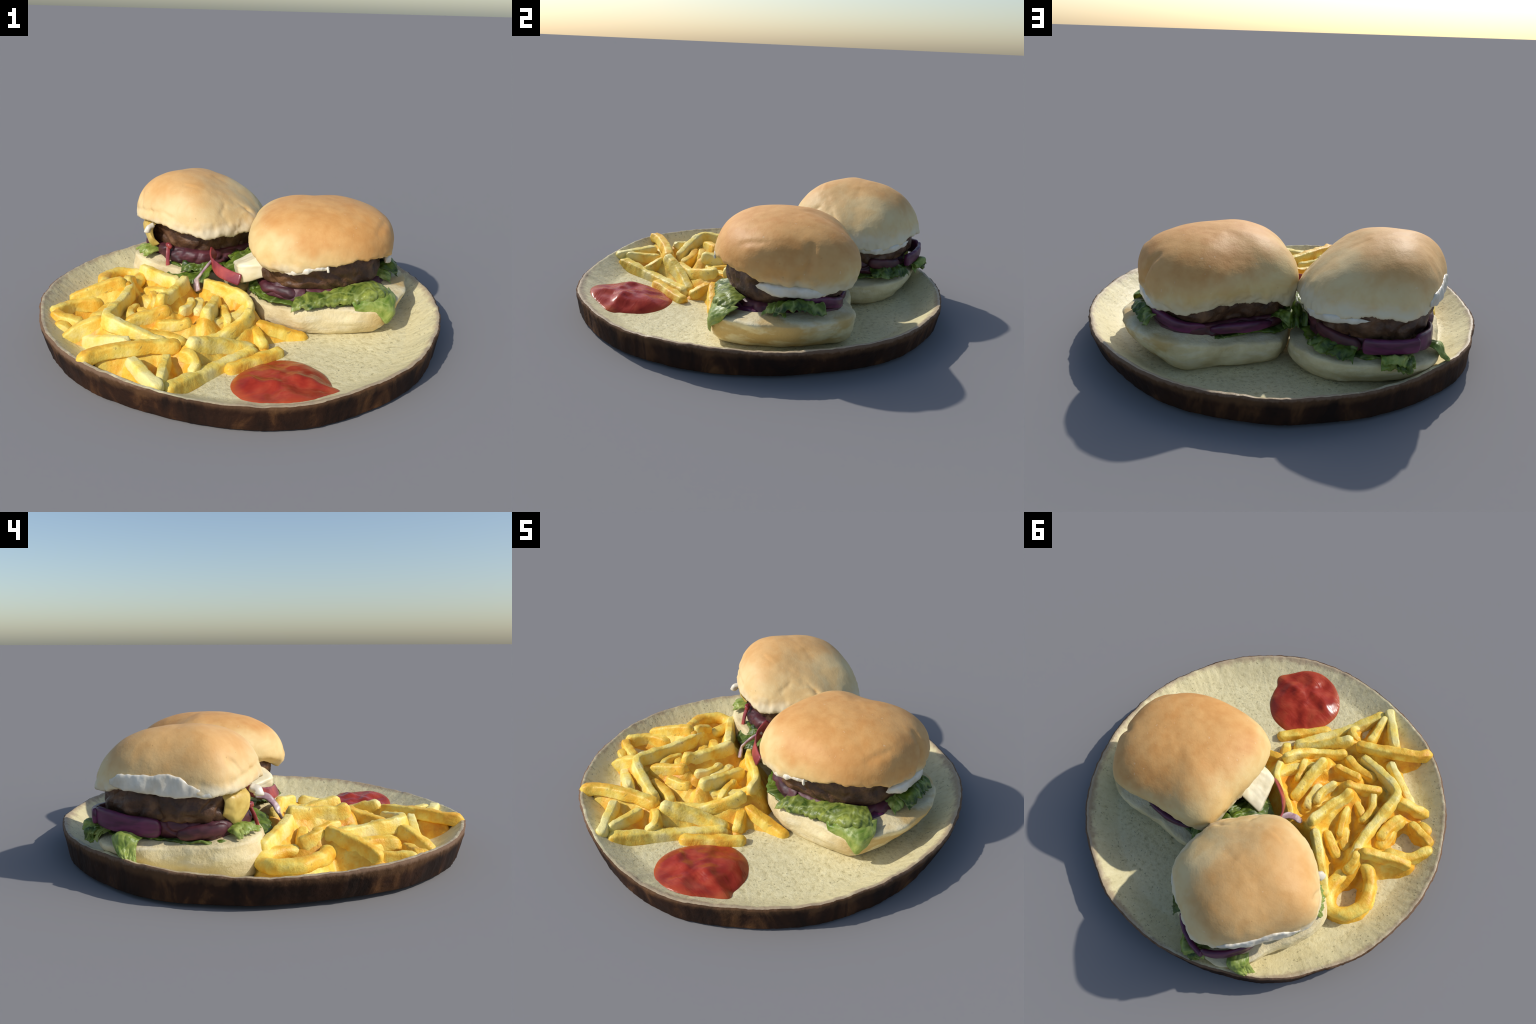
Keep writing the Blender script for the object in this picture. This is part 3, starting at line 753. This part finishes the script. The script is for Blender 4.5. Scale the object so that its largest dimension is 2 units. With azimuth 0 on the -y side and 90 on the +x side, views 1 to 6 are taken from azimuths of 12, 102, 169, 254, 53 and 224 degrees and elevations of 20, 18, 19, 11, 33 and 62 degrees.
    body(ribbon([(-0.19, 0.16, 0.31), (-0.185, 0.095, 0.285), (-0.165, 0.05, 0.272), (-0.115, -0.005, 0.262), (-0.05, -0.045, 0.255), (0.01, -0.07, 0.25)], 0.012, 0.06, 50, (0, 0, 1), 14, 0.003, 6, twist=[-30, -10, 15, 25, 25]), "onion_ring", BREAD["red"], t)
    body(ribbon([(-0.181, 0.10, 0.275), (-0.195, 0.045, 0.262), (-0.222, 0.01, 0.225), (-0.24, -0.003, 0.19), (-0.225, -0.03, 0.145)], 0.014, 0.034, 44, (0.3, -0.3, 1), 14, 0.003, 7, twist=[0, 20, 40, 40]), "onion_ring", BREAD["pale"], t)
    leaf("lettuce_leaf", [[(-0.50, 0.24, 0.185), (-0.48, 0.16, 0.165), (-0.44, 0.10, 0.14)], [(-0.40, 0.22, 0.19), (-0.38, 0.14, 0.17), (-0.36, 0.07, 0.145)], [(-0.30, 0.22, 0.20), (-0.28, 0.13, 0.185), (-0.27, 0.05, 0.155)], [(-0.20, 0.22, 0.225), (-0.19, 0.13, 0.215), (-0.20, 0.04, 0.175)]], BREAD["leaf"], t, 0.012, 2.5, 18, 0.008, 60, 40)
    # greens packed between the two burgers
    leaf("lettuce_leaf", [[(-0.16, 0.10, 0.20), (-0.12, 0.20, 0.25), (-0.06, 0.30, 0.27)], [(-0.10, 0.06, 0.225), (-0.06, 0.17, 0.262), (-0.01, 0.28, 0.285)], [(-0.04, 0.03, 0.215), (0.0, 0.14, 0.255), (0.03, 0.26, 0.28)], [(0.02, 0.0, 0.20), (0.05, 0.12, 0.235), (0.07, 0.25, 0.26)]], BREAD["leaf"], t, 0.02, 2.5, 16, 0.008, 60, 40)
    leaf("lettuce_leaf", [[(-0.06, 0.28, 0.28), (-0.04, 0.40, 0.27), (-0.03, 0.48, 0.20)], [(0.0, 0.27, 0.30), (0.02, 0.40, 0.285), (0.03, 0.49, 0.22)], [(0.07, 0.27, 0.28), (0.08, 0.38, 0.265), (0.08, 0.46, 0.20)]], BREAD["leaf"], t, 0.02, 2.5, 17, 0.008, 50, 36)
    # lettuce
    leaf("lettuce_leaf", [[on(c, a, 0.26, 0.235), on(c, a, 0.335, 0.235 + h), on(c, a, 0.385 + d, 0.215 + h)] for a, d, h in ((208, 0.0, 0.0), (214, 0.0, 0.015), (220, 0.0, 0.02), (226, 0.0, 0.015), (233, -0.01, 0.0))], BREAD["bright"], t, 0.012, 2.5, 3, 0.012)
    leaf("lettuce_leaf", [[on(c, a, 0.26, 0.24), on(c, a, 0.34, 0.235 + h), on(c, a, 0.40 + d, 0.245 + h), on(c, a, 0.42 + d, 0.215 + h)] for a, d, h in ((76, -0.04, -0.02), (82, -0.015, -0.005), (88, 0.005, 0.0), (94, -0.03, -0.01), (100, -0.055, -0.03))], BREAD["bright"], t, 0.012, 2, 5, 0.008)
    leaf("lettuce_leaf", [[on(c, 99, 0.33, 0.23), on(c, 98, 0.372, 0.215), on(c, 97, 0.385, 0.165)], [on(c, 92, 0.35, 0.235), on(c, 92, 0.40, 0.21), on(c, 92, 0.41, 0.17)], [on(c, 84, 0.34, 0.225), on(c, 85, 0.385, 0.205), on(c, 86, 0.395, 0.175)]], BREAD["leaf"], t, 0.012, 2, 15, 0.008)
    leaf("lettuce_leaf", [[on(c, 118, 0.31, 0.228), on(c, 119, 0.352, 0.222), on(c, 123, 0.368, 0.19), on(c, 130, 0.378, 0.155)],
                          [on(c, 125, 0.30, 0.235), on(c, 125.5, 0.345, 0.235), on(c, 129, 0.362, 0.185), on(c, 135, 0.375, 0.14)],
                          [on(c, 132, 0.29, 0.225), on(c, 132, 0.33, 0.225), on(c, 134, 0.345, 0.18), on(c, 139, 0.37, 0.125)],
                          [on(c, 137, 0.28, 0.215), on(c, 137, 0.312, 0.205), on(c, 138, 0.335, 0.165), on(c, 142, 0.365, 0.12)]], BREAD["bright"], t, 0.008, 2.2, 9, 0.007, 50, 40)
    leaf("lettuce_leaf", [[on(c, a, 0.25, 0.25), on(c, a, 0.34, 0.235), on(c, a, 0.385, 0.195)] for a in (20, 32, 45, 58)], BREAD["leaf"], t, 0.015, 3, 10, 0.007)
    leaf("lettuce_leaf", [[on(c, a, 0.27, 0.235), on(c, a, 0.345, 0.215), on(c, a, 0.372, 0.17)] for a in (76, 84, 92, 100)], BREAD["bright"], t, 0.012, 2, 11, 0.007)
    leaf("lettuce_leaf", [[on(c, a, 0.25, 0.24), on(c, a, 0.33, 0.22), on(c, a, 0.37, 0.19)] for a in (268, 282, 298, 315)], BREAD["leaf"], t, 0.014, 3, 12, 0.007)
    leaf("lettuce_leaf", [[on(c, a, 0.26, 0.26), on(c, a, 0.37, 0.25), on(c, a, 0.43, 0.215)] for a in (312, 325, 338, 352)], BREAD["leaf"], t, 0.02, 3, 14, 0.007)
    return bun


# ----------------------------------------------------------------------------- fries
FRIES = [  # ridge line, width, height
    ([(-0.488, -0.860, 0.176), (-0.43, -0.79, 0.183), (-0.325, -0.715, 0.185), (-0.22, -0.65, 0.178), (-0.125, -0.605, 0.165)], 0.055, 0.055),
    ([(-0.095, -0.61, 0.192), (-0.04, -0.545, 0.16), (0.03, -0.47, 0.125), (0.10, -0.41, 0.09), (0.155, -0.37, 0.07)], 0.055, 0.07),
    ([(-0.095, -0.905, 0.122), (-0.05, -0.80, 0.108), (0.02, -0.64, 0.082), (0.09, -0.51, 0.077), (0.165, -0.385, 0.068)], 0.058, 0.06),
    ([(-0.300, -0.755, 0.155), (-0.22, -0.83, 0.150), (-0.10, -0.938, 0.143)], 0.05, 0.045),
    ([(-0.165, -0.675, 0.14), (-0.15, -0.76, 0.14), (-0.12, -0.885, 0.15)], 0.042, 0.055),
    ([(-0.12, -0.64, 0.148), (-0.07, -0.65, 0.145), (-0.035, -0.68, 0.122), (-0.045, -0.73, 0.095)], 0.042, 0.055),
    ([(0.075, -0.615, 0.072), (0.17, -0.50, 0.07), (0.285, -0.36, 0.066)], 0.055, 0.045),
    ([(0.115, -0.245, 0.130), (0.20, -0.225, 0.105), (0.30, -0.19, 0.065), (0.375, -0.17, 0.05)], 0.055, 0.055),
    ([(0.105, -0.225, 0.195), (0.073, -0.324, 0.165), (0.01, -0.41, 0.135), (-0.06, -0.48, 0.122), (-0.12, -0.54, 0.13)], 0.045, 0.065),
    ([(-0.20, 0.02, 0.20), (-0.13, -0.03, 0.214), (-0.03, -0.07, 0.21), (0.05, -0.12, 0.20), (0.095, -0.20, 0.188)], 0.04, 0.075),
    ([(-0.080, -0.385, 0.225), (-0.085, -0.28, 0.20), (-0.098, -0.17, 0.180), (-0.108, -0.085, 0.172)], 0.052, 0.07),
    ([(-0.325, -0.335, 0.245), (-0.315, -0.26, 0.226), (-0.30, -0.18, 0.222), (-0.295, -0.09, 0.226), (-0.29, -0.02, 0.236)], 0.05, 0.08),
    ([(-0.33, -0.03, 0.218), (-0.40, 0.02, 0.20), (-0.50, 0.10, 0.19), (-0.57, 0.155, 0.18), (-0.62, 0.20, 0.168)], 0.05, 0.07),
    ([(-0.20, -0.575, 0.15), (-0.30, -0.565, 0.165), (-0.42, -0.545, 0.195), (-0.505, -0.515, 0.207), (-0.525, -0.43, 0.20), (-0.535, -0.30, 0.188), (-0.552, -0.165, 0.178), (-0.595, -0.03, 0.170)], 0.05, 0.07),
    ([(-0.825, -0.255, 0.145), (-0.76, -0.215, 0.175), (-0.67, -0.155, 0.205), (-0.585, -0.10, 0.222)], 0.05, 0.085),
    ([(-0.585, -0.10, 0.215), (-0.605, -0.03, 0.190), (-0.60, 0.03, 0.168)], 0.05, 0.07),
    ([(-0.62, -0.09, 0.14), (-0.70, -0.065, 0.15), (-0.765, 0.015, 0.15), (-0.788, 0.10, 0.146), (-0.755, 0.175, 0.138), (-0.69, 0.208, 0.134), (-0.628, 0.18, 0.138), (-0.598, 0.10, 0.145), (-0.595, 0.01, 0.145)], 0.071, 0.066),
    ([(-0.53, -0.485, 0.185), (-0.58, -0.51, 0.17), (-0.63, -0.53, 0.15), (-0.70, -0.57, 0.098)], 0.055, 0.07),
    ([(-0.838, -0.425, 0.147), (-0.77, -0.44, 0.138), (-0.66, -0.455, 0.127)], 0.05, 0.05),
    ([(-0.845, -0.415, 0.145), (-0.80, -0.30, 0.142), (-0.74, -0.255, 0.14), (-0.67, -0.215, 0.132)], 0.055, 0.065),
    ([(-0.437, -0.476, 0.172), (-0.36, -0.41, 0.186), (-0.258, -0.343, 0.208)], 0.05, 0.065),
    ([(-0.50, -0.28, 0.135), (-0.44, -0.30, 0.145), (-0.36, -0.33, 0.15)], 0.045, 0.055),
    ([(-0.344, -0.652, 0.180), (-0.44, -0.61, 0.15), (-0.53, -0.58, 0.12), (-0.61, -0.55, 0.10)], 0.05, 0.06),
    ([(-0.13, -0.52, 0.13), (-0.25, -0.50, 0.135), (-0.36, -0.52, 0.15)], 0.05, 0.06),
    ([(-0.37, -0.08, 0.165), (-0.44, -0.05, 0.15), (-0.52, -0.02, 0.135)], 0.05, 0.06),
    ([(-0.42, -0.18, 0.13), (-0.47, -0.12, 0.125), (-0.52, -0.08, 0.115)], 0.055, 0.05),
    ([(-0.60, -0.38, 0.125), (-0.625, -0.30, 0.12), (-0.63, -0.22, 0.11)], 0.06, 0.06),
    ([(-0.79, -0.485, 0.118), (-0.75, -0.49, 0.12), (-0.70, -0.50, 0.11)], 0.05, 0.05),
    ([(0.06, -0.13, 0.155), (0.04, -0.22, 0.15), (-0.01, -0.28, 0.145)], 0.05, 0.06),
    ([(0.12, -0.26, 0.12), (0.17, -0.32, 0.085), (0.20, -0.36, 0.065)], 0.05, 0.05),
    ([(0.0, -0.28, 0.155), (-0.05, -0.33, 0.15), (-0.13, -0.35, 0.165)], 0.045, 0.06),
    ([(-0.40, -0.44, 0.165), (-0.46, -0.36, 0.16), (-0.47, -0.25, 0.15)], 0.04, 0.05),
    ([(-0.30, -0.45, 0.165), (-0.20, -0.42, 0.17), (-0.14, -0.40, 0.185)], 0.042, 0.05),
    ([(-0.45, -0.10, 0.155), (-0.40, -0.18, 0.165), (-0.36, -0.27, 0.17)], 0.04, 0.05),
    ([(-0.22, -0.33, 0.185), (-0.20, -0.24, 0.175), (-0.22, -0.15, 0.175)], 0.04, 0.05),
    ([(-0.05, -0.18, 0.165), (-0.02, -0.26, 0.16), (0.02, -0.33, 0.15)], 0.04, 0.05),
    ([(-0.62, -0.45, 0.14), (-0.60, -0.35, 0.145), (-0.61, -0.25, 0.14)], 0.06, 0.06),
    ([(-0.20, -0.10, 0.15), (-0.17, -0.18, 0.155), (-0.16, -0.27, 0.16)], 0.05, 0.06),
]


def build_fries():
    t = thing("french_fries", "heaped golden yellow french fries, bent and crossed", "french fries", (-0.3, -0.35, 0.04))
    mat = fry_material()
    for i, (pts, w, h) in enumerate(FRIES):
        L = np.linalg.norm(np.diff(np.array(pts), axis=0), axis=1).sum()
        low = np.array(pts, float)
        low[:, 2] -= h * 0.5
        loop = w > 0.07  # the fat curl is round, the cut sticks are square with a narrow ridge
        v, f = ribbon(low, w * (1.0 if loop else 0.84), h, max(16, int(L / 0.012)), (0, 0, 1), 24, 0.009, 60 + i, 0.34, tip=0.8, flare=1.0 if loop else 1.65, power=2.2 if loop else 5.5)
        part("fry", v, f, mat, t, v.mean(0))
    # fused scraps and broken fries that fill the heap under the ridges
    S = np.vstack([spline(p, 40) for p, w, h in FRIES])
    x, y = np.meshgrid(np.arange(-0.93, 0.44, 0.0085), np.arange(-1.0, 0.32, 0.0085), indexing="ij")
    Q = np.stack([x, y], -1)
    top = np.full(x.shape, -1.0)
    acc = np.zeros(x.shape)
    for s in S:
        d = np.hypot(x - s[0], y - s[1])
        acc += np.exp(np.clip((s[2] - 0.03 - 1.75 * np.maximum(d - 0.016, 0)) * 70, -20, 20))
    top = np.log(acc + 1e-9) / 70 - 0.03
    base = plate_height(x, y)
    weight = np.zeros(x.shape)
    level = np.zeros(x.shape)
    for s in S:
        g = np.exp(-((x - s[0]) ** 2 + (y - s[1]) ** 2) / (2 * 0.055**2))
        weight += g
        level += g * s[2]
    level = level / (weight + 1e-6)
    full = smooth(weight, 34, 62)
    for hx, hy, hr in ((-0.69, 0.075, 0.085), (-0.755, -0.365, 0.06)):  # open loops show the plate
        full *= smooth(np.hypot(x - hx, y - hy), hr * 0.6, hr * 1.2)
    heap = base - 0.02 + (level - 0.052 - base + 0.02) * full
    top = np.maximum(top, heap)
    P3 = np.stack([x, y, 0 * x], -1)
    top = top + 0.018 * fbm(P3, 13, 3, 77) + 0.006 * fbm(P3, 45, 2, 78)
    show = (top > base - 0.004) & (np.hypot(x, y) < 0.92)
    z = np.where(show, np.maximum(top, base - 0.012), base - 0.012)
    near = show.copy()
    for a in (-1, 0, 1):
        for b in (-1, 0, 1):
            near |= np.roll(np.roll(show, a, 0), b, 1)
    near &= np.hypot(x, y) < 0.93
    idx = -np.ones(x.shape, int)
    idx[near] = np.arange(near.sum())
    V = np.stack([x, y, z], -1)[near]
    F = []
    for i in range(x.shape[0] - 1):
        for j in range(x.shape[1] - 1):
            q = (idx[i, j], idx[i + 1, j], idx[i + 1, j + 1], idx[i, j + 1])
            if min(q) >= 0:
                F.append(q)
    o = part("potato_scraps", V, F, fry_material("orange_fried_scraps", 0.16), t)
    o["kind"] = "stuff"


# ----------------------------------------------------------------------------- ketchup
def build_ketchup():
    c = (0.347, -0.652)
    t = thing("ketchup", "glossy red ketchup puddle with soft ripples", "ketchup", (*c, 0.056))
    out = {357: 0.24, 342: 0.21, 329: 0.20, 311: 0.203, 292: 0.207, 267: 0.214, 242: 0.222, 219: 0.233, 195: 0.233, 172: 0.222, 142: 0.214, 109: 0.235, 84: 0.227, 57: 0.213, 30: 0.202, 8: 0.20}
    n = 220
    phi = np.arange(n) / n * 2 * np.pi
    R = around(out, phi, 3.5)
    cs, sn = np.cos(phi), np.sin(phi)
    us = np.concatenate([np.linspace(0, 0.9, 46), np.linspace(0.92, 1.0, 9)])
    P = []
    for u in us:
        x, y = c[0] + u * R * cs, c[1] + u * R * sn
        z = plate_height(x, y) - 0.004 + 0.054 * (1 - u**2.2) ** 0.75
        Q = np.stack([x, y, 0 * x], -1)
        swirl = np.sin(26 * (x * 0.6 + y * 0.8) + 5 * noise(Q, 5, 3))
        z = z + (0.006 * swirl + 0.026 * noise(Q, 8, 5) + 0.014 * noise(Q, 17, 6)) * (1 - u**4)
        P.append(np.stack([x, y, z], -1))
    P.append(np.stack([c[0] + 0.98 * R * cs, c[1] + 0.98 * R * sn, plate_height(c[0] + R * cs, c[1] + R * sn) - 0.012], -1))
    P.append(np.stack([c[0] + 0 * cs, c[1] + 0 * cs, 0.03 + 0 * cs], -1))
    v, f = revolve(np.stack(P, 1))
    part("sauce_puddle", v, f, ketchup_material(), t, (*c, 0.056))


build_plate()
build_burger_front()
build_burger_back()
build_fries()
build_ketchup()
